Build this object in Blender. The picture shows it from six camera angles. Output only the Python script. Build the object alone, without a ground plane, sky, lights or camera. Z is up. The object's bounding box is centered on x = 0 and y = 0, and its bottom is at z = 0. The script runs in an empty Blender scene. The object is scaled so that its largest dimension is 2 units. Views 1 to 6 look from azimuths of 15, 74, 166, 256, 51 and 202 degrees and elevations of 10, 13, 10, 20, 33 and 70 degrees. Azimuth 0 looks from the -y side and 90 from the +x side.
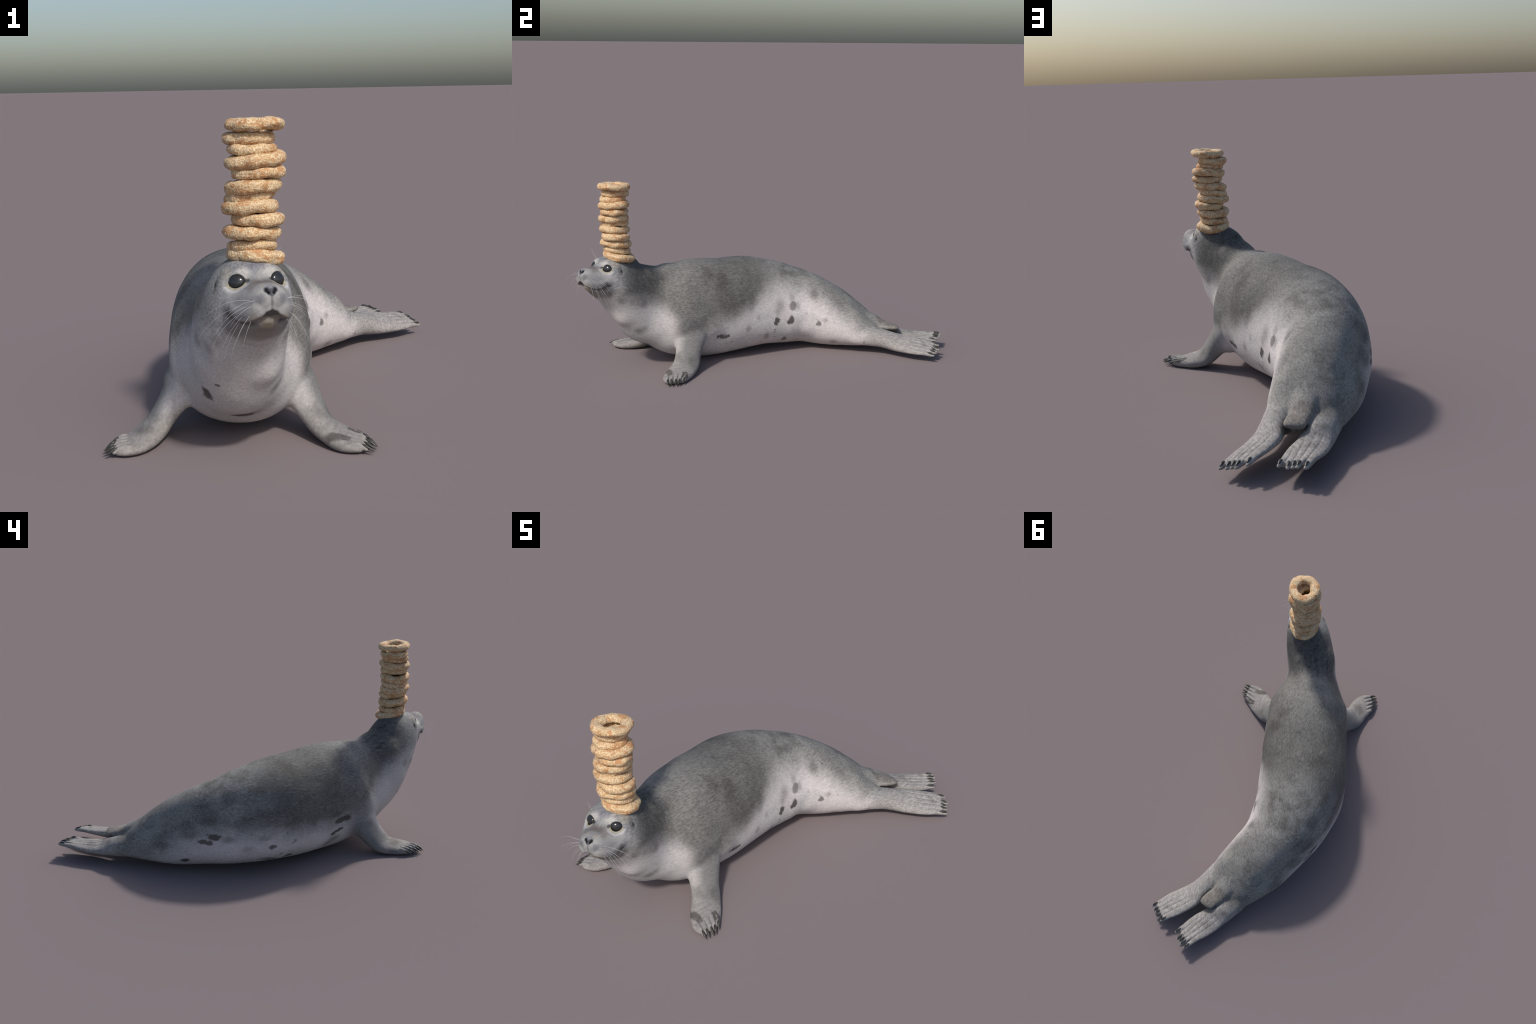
import bpy, bmesh, math, random
import numpy as np
from mathutils import Vector, Matrix, noise

random.seed(7)
RNG = np.random.default_rng(7)
SCN = bpy.context.scene
COL = SCN.collection

# ------------------------------------------------------------------ helpers
def lerp_rows(rows, per):
    """Catmull-Rom through the rows of control values."""
    X = np.array(rows, float)
    n = len(X)
    t = np.linspace(0, n - 1, (n - 1) * per + 1)
    P = np.vstack([2 * X[0] - X[1], X, 2 * X[-1] - X[-2]])
    i = np.clip(t.astype(int), 0, n - 2)
    f = (t - i)[:, None]
    a, b, c, d = P[i], P[i + 1], P[i + 2], P[i + 3]
    return .5 * (2 * b + (c - a) * f + (2 * a - 5 * b + 4 * c - d) * f * f + (3 * b - a - 3 * c + d) * f ** 3)

def smooth(e0, e1, x):
    t = np.clip((x - e0) / (e1 - e0), 0, 1)
    return t * t * (3 - 2 * t)

def unit(v):
    v = np.asarray(v, float)
    return v / np.maximum(np.linalg.norm(v, axis=-1, keepdims=True), 1e-9)

def ring_lattice(R):
    """closed tube through an array of rings (n, m, 3), with round caps left as fans"""
    n, m = R.shape[:2]
    V = [tuple(p) for p in R.reshape(-1, 3)]
    Fs = []
    for i in range(n - 1):
        for j in range(m):
            k = (j + 1) % m
            Fs.append((i * m + j, i * m + k, (i + 1) * m + k, (i + 1) * m + j))
    V.append(tuple(R[0].mean(0)));  c0 = len(V) - 1
    V.append(tuple(R[-1].mean(0))); c1 = len(V) - 1
    for j in range(m):
        k = (j + 1) % m
        Fs.append((c0, k, j))
        Fs.append((c1, (n - 1) * m + j, (n - 1) * m + k))
    return V, Fs

def round_ends(R, depth0, depth1, steps=4):
    """add shrinking rings so that the tube ends as a dome"""
    out = []
    c, d = R[0].mean(0), unit(R[0].mean(0) - R[1].mean(0))
    for k in range(steps, 0, -1):
        a = k / (steps + .4) * math.pi / 2
        out.append(c + (R[0] - c) * math.cos(a) + d * depth0 * math.sin(a))
    out += list(R)
    c, d = R[-1].mean(0), unit(R[-1].mean(0) - R[-2].mean(0))
    for k in range(1, steps + 1):
        a = k / (steps + .4) * math.pi / 2
        out.append(c + (R[-1] - c) * math.cos(a) + d * depth1 * math.sin(a))
    return np.array(out)

def mesh_object(name, V, Fs, parent=None, mat=None, smooth_shade=True):
    me = bpy.data.meshes.new(name)
    me.from_pydata([tuple(v) for v in V], [], Fs)
    bm = bmesh.new(); bm.from_mesh(me)
    bmesh.ops.recalc_face_normals(bm, faces=bm.faces)
    bm.to_mesh(me); bm.free()
    if smooth_shade:
        me.polygons.foreach_set("use_smooth", [True] * len(me.polygons))
    ob = bpy.data.objects.new(name, me)
    COL.objects.link(ob)
    if parent: ob.parent = parent
    if mat: me.materials.append(mat)
    return ob

def superellipse(m, n_up, n_dn):
    th = np.linspace(0, 2 * np.pi, m, endpoint=False)
    c, s = np.cos(th), np.sin(th)
    e = np.where(s >= 0, n_up, n_dn)
    return np.sign(c) * np.abs(c) ** (2 / e), np.sign(s) * np.abs(s) ** (2 / e)

# ------------------------------------------------------------------ frames
EYE_MID = np.array([.1285, -.8375, .5545])
HF = unit([.523, -.853, 0]); HL = np.array([-HF[1], HF[0], 0]); HU = np.array([0, 0, 1.])
def from_head(q):
    q = np.asarray(q, float)
    return EYE_MID + q[..., :1] * HF + q[..., 1:2] * HL + q[..., 2:3] * HU
def to_head(p):
    d = p - EYE_MID
    return np.stack([d @ HF, d @ HL, d @ HU], -1)

# ------------------------------------------------------------------ solid pieces of the body
SOLIDS = []

# trunk: centre x, y, z, half width, height above centre, depth below centre
TRUNK = [
    [.0950, -.7900, .455, .100, .100, .085], [.0413, -.7036, .3545, .1277, .2094, .1153],
    [.0081, -.6216, .2953, .1347, .2304, .1609], [-.0160, -.5409, .2654, .1681, .2576, .1758],
    [-.0326, -.4607, .2412, .2088, .2589, .2033], [-.0654, -.3571, .2465, .2136, .2710, .2410],
    [-.0989, -.2129, .2337, .2278, .2790, .2364], [-.1407, -.0711, .2057, .2347, .2971, .2036],
    [-.1606, .0599, .1803, .2284, .2943, .1651], [-.1548, .1896, .1657, .2060, .2747, .1504],
    [-.1320, .3010, .1637, .1800, .2321, .1497], [-.0685, .4332, .1353, .1750, .1821, .1340],
    [.0035, .5530, .0991, .1560, .1217, .0893], [.0400, .6150, .0800, .1360, .0850, .0620]]
def build_trunk():
    Y = lerp_rows(TRUNK, 12)
    C = Y[:, :3]
    T = unit(np.gradient(C, axis=0))
    k = np.exp(-np.linspace(-2.2, 2.2, 37) ** 2); k /= k.sum()      # slowly turning section planes
    T = unit(np.stack([np.convolve(np.pad(T[:, j], 18, mode="edge"), k, "valid") for j in range(3)], 1))
    S = unit(np.cross(T, HU)); U = np.cross(S, T)
    cx, sx = superellipse(72, 2.15, 2.15)
    h = np.where(sx[None] > 0, Y[:, 4:5], Y[:, 5:6]) * sx[None]
    R = C[:, None] + S[:, None] * (Y[:, 3:4] * cx[None])[..., None] + U[:, None] * h[..., None]
    SOLIDS.append(ring_lattice(round_ends(R, .02, .05)))
build_trunk()

# skull and muzzle, sections square to the head's own axis:
# forward, half width, height of widest place, top, bottom, roundness above, roundness below
SKULL = [
    [.114, .030, -.034, -.012, -.056, 2.2, 2.2], [.106, .044, -.040, .000, -.068, 2.2, 2.3],
    [.090, .053, -.050, .005, -.082, 2.2, 2.4], [.070, .064, -.058, .005, -.095, 2.2, 2.7], [.050, .072, -.064, .004, -.104, 2.3, 2.8],
    [.030, .079, -.068, .006, -.124, 2.4, 2.6], [.012, .085, -.072, .011, -.155, 2.6, 2.3],
[-.008, .090, -.074, .027, -.178, 2.9, 2.1],
    [-.030, .101, -.080, .037, -.205, 2.7, 2.1], [-.060, .111, -.090, .043, -.245, 2.4, 2.1],
    [-.100, .120, -.120, .044, -.300, 2.2, 2.1], [-.150, .127, -.180, .036, -.360, 2.1, 2.1],
    [-.195, .130, -.230, .008, -.380, 2.1, 2.1]]
def build_skull():
    Y = lerp_rows(SKULL, 6)
    rings = []
    for f, w, uc, top, bot, nu, nd in Y:
        cx, sx = superellipse(64, nu, nd)
        u = uc + np.where(sx > 0, (top - uc), (uc - bot)) * sx
        rings.append(from_head(np.stack([np.full(64, f), w * cx, u], -1)))
    SOLIDS.append(ring_lattice(round_ends(np.array(rings), .008, .02)))
build_skull()

# lower jaw
JAW = [[.088, .018, -.084, .012], [.078, .028, -.088, .019], [.060, .040, -.094, .028],
       [.035, .055, -.110, .037], [.005, .065, -.125, .045]]
def build_jaw():
    Y = lerp_rows(JAW, 5)
    th = np.linspace(0, 2 * np.pi, 40, endpoint=False)
    rings = [from_head(np.stack([np.full(40, f), w * np.cos(th), u + h * np.sin(th)], -1)) for f, w, u, h in Y]
    SOLIDS.append(ring_lattice(round_ends(np.array(rings), .008, .01)))
build_jaw()

def ellipsoid(centre, ax, ay, az, rx, ry, rz, n=28, m=36):
    a, b = np.meshgrid(np.linspace(.04, np.pi - .04, n), np.linspace(0, 2 * np.pi, m, endpoint=False), indexing="ij")
    q = np.stack([rx * np.sin(a) * np.cos(b), ry * np.sin(a) * np.sin(b), rz * np.cos(a)], -1)
    R = np.asarray(centre) + q[..., :1] * np.asarray(ax) + q[..., 1:2] * np.asarray(ay) + q[..., 2:3] * np.asarray(az)
    return ring_lattice(R)

# upper lip and whisker pad, one soft roll each side of the muzzle
def pad_roll(sgn):
    pts = [(.088, .024, -.050), (.073, .037, -.061), (.052, .051, -.067), (.028, .066, -.066)]
    v, f = tube([from_head(np.array(p) * [1, sgn, 1]) for p in pts], [.0300, .0290, .0260, .0200], n=28, ends=(.028, .016))
    SOLIDS.append((v, f))

def limb(stations, n_sec=36, ends=(.02, .012), expo=2.3):
    """stations: leading edge point, trailing edge point, half thickness"""
    Y = lerp_rows([list(a) + list(b) + [t] for a, b, t in stations], 7)
    A, B, H = Y[:, :3], Y[:, 3:6], Y[:, 6]
    C = (A + B) / 2
    T = unit(np.gradient(C, axis=0))
    W = (A - B) / 2
    N = unit(np.cross(W, T))
    N *= np.sign(N[:, 2:3] + 1e-9)
    cx, sx = superellipse(n_sec, expo, expo)
    R = C[:, None] + W[:, None] * cx[None, :, None] + N[:, None] * (H[:, None] * sx[None])[..., None]
    SOLIDS.append(ring_lattice(round_ends(R, *ends)))
    return C, W, N, H

FORE = {  # leading edge, trailing edge, half thickness
 1: [((.060, -.480, .235), (.060, -.310, .235), .065), ((.120, -.472, .160), (.115, -.315, .170), .058),
     ((.162, -.477, .100), (.158, -.334, .112), .048), ((.189, -.490, .067), (.184, -.353, .072), .039),
     ((.212, -.511, .045), (.204, -.362, .046), .033), ((.239, -.535, .031), (.229, -.375, .028), .028),
     ((.268, -.556, .020), (.262, -.395, .019), .027), ((.297, -.568, .014), (.300, -.421, .015), .0245),
     ((.325, -.571, .015), (.335, -.450, .012), .020), ((.348, -.566, .013), (.352, -.470, .012), .014)],
 -1: [((-.100, -.560, .230), (-.140, -.395, .235), .062), ((-.155, -.560, .152), (-.215, -.412, .172), .052),
     ((-.199, -.573, .105), (-.260, -.438, .108), .042), ((-.219, -.592, .071), (-.281, -.470, .070), .036),
     ((-.227, -.616, .043), (-.301, -.498, .042), .033), ((-.233, -.652, .028), (-.319, -.530, .025), .029),
     ((-.248, -.691, .020), (-.333, -.566, .018), .026), ((-.270, -.719, .016), (-.344, -.602, .015), .022),
     ((-.297, -.734, .014), (-.352, -.632, .013), .018), ((-.320, -.735, .012), (-.357, -.655, .012), .014)]}
CLAW_TIPS = {
 1: [(.390, -.559, .010), (.393, -.544, .011), (.394, -.524, .011), (.391, -.510, .010), (.374, -.484, .009)],
 -1: [(-.351, -.749, .010), (-.361, -.737, .011), (-.369, -.721, .012), (-.372, -.700, .011), (-.371, -.675, .010)]}
HIND = {
 1: [((.140, .480, .090), (.020, .560, .090), .058), ((.166, .539, .082), (.062, .610, .096), .052),
     ((.184, .580, .070), (.098, .648, .099), .047), ((.204, .617, .059), (.122, .682, .099), .040),
     ((.229, .651, .049), (.140, .715, .093), .034), ((.261, .681, .043), (.152, .746, .088), .029),
     ((.291, .710, .040), (.172, .778, .086), .024), ((.322, .738, .039), (.199, .809, .083), .020),
     ((.347, .769, .039), (.232, .844, .081), .017), ((.366, .800, .039), (.266, .872, .078), .014),
     ((.375, .822, .040), (.292, .888, .073), .0115)],
 -1: [((-.110, .560, .110), (.020, .620, .090), .068), ((-.094, .640, .102), (.040, .670, .080), .056),
     ((-.080, .695, .092), (.066, .712, .072), .049), ((-.056, .735, .081), (.098, .748, .064), .041),
     ((-.033, .770, .070), (.124, .776, .059), .033), ((-.010, .804, .063), (.147, .800, .059), .026),
     ((.009, .838, .063), (.167, .828, .058), .022), ((.030, .870, .064), (.182, .852, .057), .019),
     ((.055, .902, .067), (.194, .876, .055), .016), ((.080, .930, .070), (.204, .898, .055), .0135),
     ((.100, .950, .072), (.208, .912, .056), .0115)]}
TOE_TIPS = {
 1: [(.391, .843, .039), (.373, .864, .045), (.359, .874, .049), (.348, .890, .054), (.314, .905, .066)],
 -1: [(.217, .935, .062), (.195, .967, .065), (.180, .974, .068), (.168, .985, .072), (.145, .998, .071)]}
FORE_AX, HIND_AX = {}, {}
for s in (1, -1):
    FORE_AX[s] = limb(FORE[s], ends=(.03, .010))
    HIND_AX[s] = limb(HIND[s], ends=(.03, .006))

def tube(points, radii, flat=1.0, up=(0, 0, 1), n=16, ends=None):
    Y = lerp_rows([list(p) + [r] for p, r in zip(points, radii)], 5)
    C, r = Y[:, :3], Y[:, 3]
    T = unit(np.gradient(C, axis=0))
    S = unit(np.cross(T, np.asarray(up, float))); U = np.cross(S, T)
    th = np.linspace(0, 2 * np.pi, n, endpoint=False)
    R = C[:, None] + S[:, None] * (r[:, None] * np.cos(th))[..., None] + U[:, None] * (r[:, None] * np.sin(th) * flat)[..., None]
    e = ends if ends else (r[0] * .8, r[-1] * .9)
    return ring_lattice(round_ends(R, e[0], e[1], 3))

for s in (1, -1): pad_roll(s)

# toes: fore toes end under the claw, hind toes reach past their nail
FORE_TOES, HIND_TOES = {}, {}
for s in (1, -1):
    C, W, N, H = FORE_AX[s]
    FORE_TOES[s] = []
    for k, tip in enumerate(CLAW_TIPS[s]):
        tip = np.array(tip)
        fr = np.array([.78, .42, .02, -.38, -.74])[k]
        root = C[-14] + W[-14] * fr * .9 + N[-14] * H[-14] * .25
        d = unit(tip - root)
        end = tip - d * .024 + np.array([0, 0, .003])
        SOLIDS.append(tube([root, (root + end) / 2 + [0, 0, .006], end], [.011, .0115, .0075], .95))
        FORE_TOES[s].append((root, end, tip))
    C, W, N, H = HIND_AX[s]
    HIND_TOES[s] = []
    for k, tip in enumerate(TOE_TIPS[s]):
        tip = np.array(tip)
        fr = np.array([.80, .40, .02, -.38, -.78])[k] * s
        root = C[-20] + W[-20] * fr * .9
        end = tip - unit(tip - root) * .006
        mid = (root + end) / 2 + N[-1] * .002
        SOLIDS.append(tube([root, mid, end - unit(tip - root) * .016, end], [.012, .0125, .0095, .0065], .9, N[-1]))
        HIND_TOES[s].append((root, end, tip, N[-1]))

# tail: a short flat paddle
TAIL_UP = unit([.15, .15, 1])
TAIL = [((.070, .560, .160), (-.030, .600, .166), .045), ((.086, .618, .140), (-.004, .655, .150), .034),
        ((.104, .649, .125), (.026, .696, .134), .022), ((.128, .688, .122), (.052, .726, .123), .016),
        ((.143, .721, .124), (.069, .751, .117), .0125), ((.146, .741, .122), (.080, .759, .112), .010)]
limb(TAIL, ends=(.02, .007), expo=2.5)
KEEL = [((.035, .610, .15), (.010, .610, .100), .040), ((.066, .674, .138), (.050, .665, .100), .026),
        ((.094, .712, .130), (.082, .704, .094), .021), ((.106, .732, .122), (.101, .729, .091), .016),
        ((.110, .742, .118), (.107, .739, .092), .010)]
limb(KEEL, ends=(.02, .006), expo=2.1)
# webs that fill the armpits
SOLIDS.append(ellipsoid((.110, -.385, .137), (1, 0, 0), (0, 1, 0), HU, .060, .075, .070))
SOLIDS.append(ellipsoid((-.215, -.470, .140), (1, 0, 0), (0, 1, 0), HU, .052, .070, .066))

# ------------------------------------------------------------------ one skin over all of it
def join_solids():
    V, Fs = [], []
    for v, f in SOLIDS:
        o = len(V)
        V += v; Fs += [tuple(i + o for i in q) for q in f]
    return mesh_object("skin", V, Fs)
VOXEL = .0027
skin = join_solids()
md = skin.modifiers.new("remesh", "REMESH"); md.mode = "VOXEL"; md.voxel_size = VOXEL; md.adaptivity = 0
def apply_modifiers(ob):
    dg = bpy.context.evaluated_depsgraph_get()
    me = bpy.data.meshes.new_from_object(ob.evaluated_get(dg))
    old = ob.data
    ob.modifiers.clear(); ob.data = me
    bpy.data.meshes.remove(old)
apply_modifiers(skin)

def coords(me):
    a = np.empty(len(me.vertices) * 3); me.vertices.foreach_get("co", a)
    return a.reshape(-1, 3)
def normals(me):
    a = np.empty(len(me.vertices) * 3); me.vertices.foreach_get("normal", a)
    return a.reshape(-1, 3)
def edges(me):
    a = np.empty(len(me.edges) * 2, int); me.edges.foreach_get("vertices", a)
    return a.reshape(-1, 2)

def relax(P, E, weight, times, back_step=-.3):
    """Laplacian smoothing with a weight per vertex; only the vertices that move are worked on"""
    w = weight if np.ndim(weight) else np.full(len(P), weight)
    act = w > 1e-3
    e = E[act[E[:, 0]] | act[E[:, 1]]]
    ids = np.unique(e)
    back = np.zeros(len(P), int); back[ids] = np.arange(len(ids))
    e = back[e]; n = len(ids)
    deg = np.bincount(e.ravel(), minlength=n).astype(float)[:, None]
    Q = P[ids].copy(); w = (w * act)[ids][:, None]
    for _ in range(times):
        for lam in ((.62, back_step) if back_step else (.62,)):
            s = np.stack([np.bincount(e[:, 0], Q[e[:, 1], k], n) + np.bincount(e[:, 1], Q[e[:, 0], k], n) for k in range(3)], 1)
            Q += lam * w * (s / deg - Q)
    P = P.copy(); P[ids] = Q
    return P
P = coords(skin.data); E = edges(skin.data)

def to_polyline(P, pts):
    """distance to a polyline, and the parameter of the nearest place"""
    best = np.full(len(P), 9.); par = np.zeros(len(P))
    pts = np.asarray(pts, float)
    for i in range(len(pts) - 1):
        a, b = pts[i], pts[i + 1]
        t = np.clip((P - a) @ (b - a) / ((b - a) @ (b - a)), 0, 1)
        d = np.linalg.norm(P - a - t[:, None] * (b - a), axis=1)
        m = d < best
        best[m] = d[m]; par[m] = i + t[m]
    return best, par

hq = to_head(P)
toe_zone = np.zeros(len(P))
for s in (1, -1):
    for tips in (CLAW_TIPS[s], TOE_TIPS[s]):
        d, _ = to_polyline(P, tips)
        toe_zone = np.maximum(toe_zone, 1 - smooth(.045, .075, d))
face_zone = smooth(-.01, .03, hq[:, 0]) * (hq[:, 2] > -.2)
P = relax(P, E, 1 - .75 * np.maximum(toe_zone, face_zone * .7), 24)
# soft fillets where limbs, neck and tail run into the trunk
JOINTS = [((-.02, -.53, .51), .12), ((.0, -.60, .50), .12), ((.10, .52, .05), .10), ((.17, .57, .06), .09), ((-.06, .60, .06), .10), ((.05, .62, .06), .10),
          ((.15, -.40, .13), .085), ((-.20, -.49, .13), .085), ((.12, -.33, .20), .08), ((-.16, -.42, .21), .08),
          ((.12, -.49, .19), .07), ((-.12, -.56, .19), .07),
          ((.13, .56, .10), .085), ((-.08, .63, .12), .08), ((.02, .60, .18), .055), ((.10, .59, .15), .035),
          ((.05, -.70, .47), .09), ((.0, -.62, .52), .09), ((-.05, -.80, .46), .06), ((.17, -.70, .42), .06), ((.03, -.68, .30), .1), ((.10, -.78, .37), .08),
          ((-.03, -.70, .40), .08), ((.11, -.66, .40), .07)]
w = np.zeros(len(P))
for c, r in JOINTS:
    w = np.maximum(w, 1 - smooth(.45 * r, 1.25 * r, np.linalg.norm(P - np.array(c), axis=1)))
broad = (1 - smooth(.12, .22, np.linalg.norm(P - np.array([.07, -.70, .42]), axis=1))) * smooth(.0, -.05, hq[:, 0])
P = relax(P, E, np.maximum(w, broad), 150)

# muscle and blubber: soft swells (+) and hollows (-) of the hide: place, reach, height
FLESH = [((.035, -.685, .530), .075, .026), ((.025, -.640, .515), .09, .010), ((-.070, -.605, .510), .05, -.006), ((-.020, -.672, .545), .055, .012), ((-.04, -.665, .50), .06, .010), ((.07, -.590, .480), .06, .010), ((-.03, -.430, .505), .085, .007), ((.025, -.386, .496), .06, .006),
         ((.038, .225, .200), .085, .014), ((.042, .255, .130), .07, .013), ((.133, -.285, .200), .085, .018), ((-.222, .480, .245), .105, -.024), ((-.145, .565, .225), .07, -.015), ((.094, .514, .203), .06, .008),
         ((-.230, -.390, .420), .085, -.020), ((-.370, .003, .110), .10, .008), ((.088, -.590, .480), .065, .014), ((-.094, -.490, .493), .055, .010), ((-.107, -.623, .431), .05, -.006), ((-.273, .370, .283), .08, -.010), ((-.155, -.196, .505), .09, -.006), ((.150, -.335, .270), .06, .008), ((-.310, -.220, .110), .09, .010), ((-.253, -.445, .160), .06, .014), ((-.173, -.575, .145), .05, -.012),
         ((-.053, -.784, .340), .065, -.012), ((.127, -.735, .275), .065, .014), ((-.060, -.690, .460), .06, .012), ((.13, -.83, .37), .05, .005), ((-.05, -.13, .51), .12, -.004)]
def bulk(P, N):
    d = np.zeros(len(P))
    for c, r, h in FLESH:
        d += h * np.exp(-2.2 * (np.linalg.norm(P - np.array(c), axis=1) / r) ** 2)
    return P + N * d[:, None]
def set_coords(me, P):
    me.vertices.foreach_set("co", np.ascontiguousarray(P, dtype=np.float32).ravel()); me.update()
set_coords(skin.data, P)
P = bulk(P, normals(skin.data))
ridge = 1 - smooth(.10, .17, np.linalg.norm(P - np.array([.02, -.61, .53]), axis=1))
ridge = np.maximum(ridge, 1 - smooth(.08, .16, np.linalg.norm(P - np.array([-.045, -.47, .50]), axis=1)))
for c in ((.085, -.575, .465), (-.125, -.530, .445), (-.150, -.545, .380)):
    ridge = np.maximum(ridge, .9 * (1 - smooth(.05, .12, np.linalg.norm(P - np.array(c), axis=1))))
P = relax(P, E, np.maximum(broad * .5, ridge), 120)
P = relax(P, E, ridge, 240, 0)
set_coords(skin.data, P)

# ------------------------------------------------------------------ sculpting of the face and flippers
Nn = normals(skin.data)
q = to_head(P)
qa = q.copy(); qa[:, 1] = np.abs(qa[:, 1])             # both halves of the face alike
push = np.zeros(len(P))                                 # along the normal
move = np.zeros_like(P)                                 # free move, head axes
head_near = q[:, 0] > -.16

def bump(c, r, h):
    global push
    d = np.linalg.norm((qa - np.array(c)) / np.array(r), axis=1)
    push += h * np.exp(-d * d) * head_near
MOUTH = [(.113, 0, -.058), (.110, .012, -.062), (.103, .026, -.074), (.090, .040, -.086), (.068, .053, -.094), (.045, .066, -.090), (.024, .079, -.080)]
d, par = to_polyline(qa, MOUTH)
mz = np.interp(par, range(7), [m[2] for m in MOUTH])
above = qa[:, 2] - mz
fade = np.interp(par, [0, .2, 5.2, 6], [1, 1, 1, .5]) * head_near
push += -.0070 * np.exp(-(d / .0040) ** 2) * fade
push += .0034 * np.exp(-((d - .009) / .006) ** 2) * (above > 0) * fade
push += -.0050 * np.exp(-((d - .008) / .010) ** 2) * (above < 0) * fade
# philtrum and the leather of the nose
d, par = to_polyline(qa, [(.116, 0, -.018), (.119, 0, -.04), (.113, 0, -.06)])
push += -.0035 * np.exp(-(d / .0035) ** 2)
bump((.110, 0, -.002), (.012, .014, .012), .0030)
d, par = to_polyline(qa, [(.112, .006, -.012), (.112, .012, -.004), (.108, .017, .003)])
push += -.0055 * np.exp(-(d / .0032) ** 2)
# brows, cheeks, bridge
bump((-.012, .045, .030), (.020, .022, .014), .0035)
bump((.035, 0, .004), (.03, .016, .02), -.001)
bump((.030, .040, -.012), (.020, .012, .014), -.0025)
bump((.000, .085, -.055), (.03, .03, .03), .002)
bump((-.055, .101, -.019), (.006, .01, .010), -.003)   # ear hole
bump((-.050, .101, -.012), (.006, .01, .010), .0015)
# eye sockets
EYE_C = np.array([.000, .0560, -.0005])
EYE_N = unit([.82, .43, .36]); EYE_T = unit([-.43, .90, -.09]); EYE_B = unit(np.cross(EYE_N, EYE_T))
EYE_B *= np.sign(EYE_B[2])
r = qa - EYE_C
ea, eb, ec = r @ EYE_T, r @ EYE_B, r @ EYE_N
tear = np.exp(-(((ea + .026) / .010) ** 2 + ((eb + .001) / .004) ** 2))
e = np.sqrt((ea / .0203) ** 2 + (eb / .0170) ** 2)
near = (np.abs(ec) < .03) & head_near
# bring the lids to one shallow plane, then sink the opening
lid = (1 - smooth(1.1, 2.3, e)) * near
tgt = -.0015 - .15 * ea ** 2 / .02
dc = (np.clip(tgt - ec, -.010, .010)) * lid
dc += -.0105 * (1 - smooth(.86, 1.06, e)) * near + .0012 * np.exp(-((e - 1.18) / .12) ** 2) * near - .002 * tear * near
side = np.sign(q[:, 1:2]) ; side[side == 0] = 1
mv = dc[:, None] * EYE_N[None]
mv[:, 1:2] *= side
move += mv
P2 = P + Nn * push[:, None] + move[:, :1] * HF + move[:, 1:2] * HL + move[:, 2:3] * HU

# grooves between the toes, running up the flippers
def groove(P, a, b, up, depth, width):
    flat = lambda v: v - (v @ up)[..., None] * up          # seen from above the flipper
    d, t = to_polyline(flat(P), [flat(a), flat(b)])
    h = (P - (a + b) / 2) @ up
    return -depth * np.exp(-(d / width) ** 2) * smooth(0, .35, t) * (np.abs(h) < .05)
push = np.zeros(len(P))
for s in (1, -1):
    for A, back, dep in ((HIND_TOES[s], .9, .0030), (FORE_TOES[s], .15, .0042)):
        for k in range(4):
            r0 = (A[k][0] + A[k + 1][0]) / 2; r1 = (A[k][1] + A[k + 1][1]) / 2
            upv = A[k][3] if len(A[k]) > 3 else np.array([0, 0, 1.])
            push += groove(P2, r0 - (r1 - r0) * back, r1 + (r1 - r0) * .1, upv, dep, .0032) * ((Nn @ upv) > .2)
P2 = P2 + Nn * push[:, None]
P2[:, 2] = np.maximum(P2[:, 2], .0012)
w = .6 * (1 - toe_zone)
P2 = relax(P2, E, w, 2)
# faint rolls and lumps of the hide
lump = np.array([noise.noise(Vector(p) * 9) * .0012 + noise.noise(Vector(p) * 23 + Vector((3, 1, 7))) * .0005 for p in P2])
P2 = P2 + Nn * (lump * (1 - toe_zone) * smooth(.05, -.05, q[:, 0]))[:, None]
set_coords(skin.data, P2)
P = P2; Nn = normals(skin.data)
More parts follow.
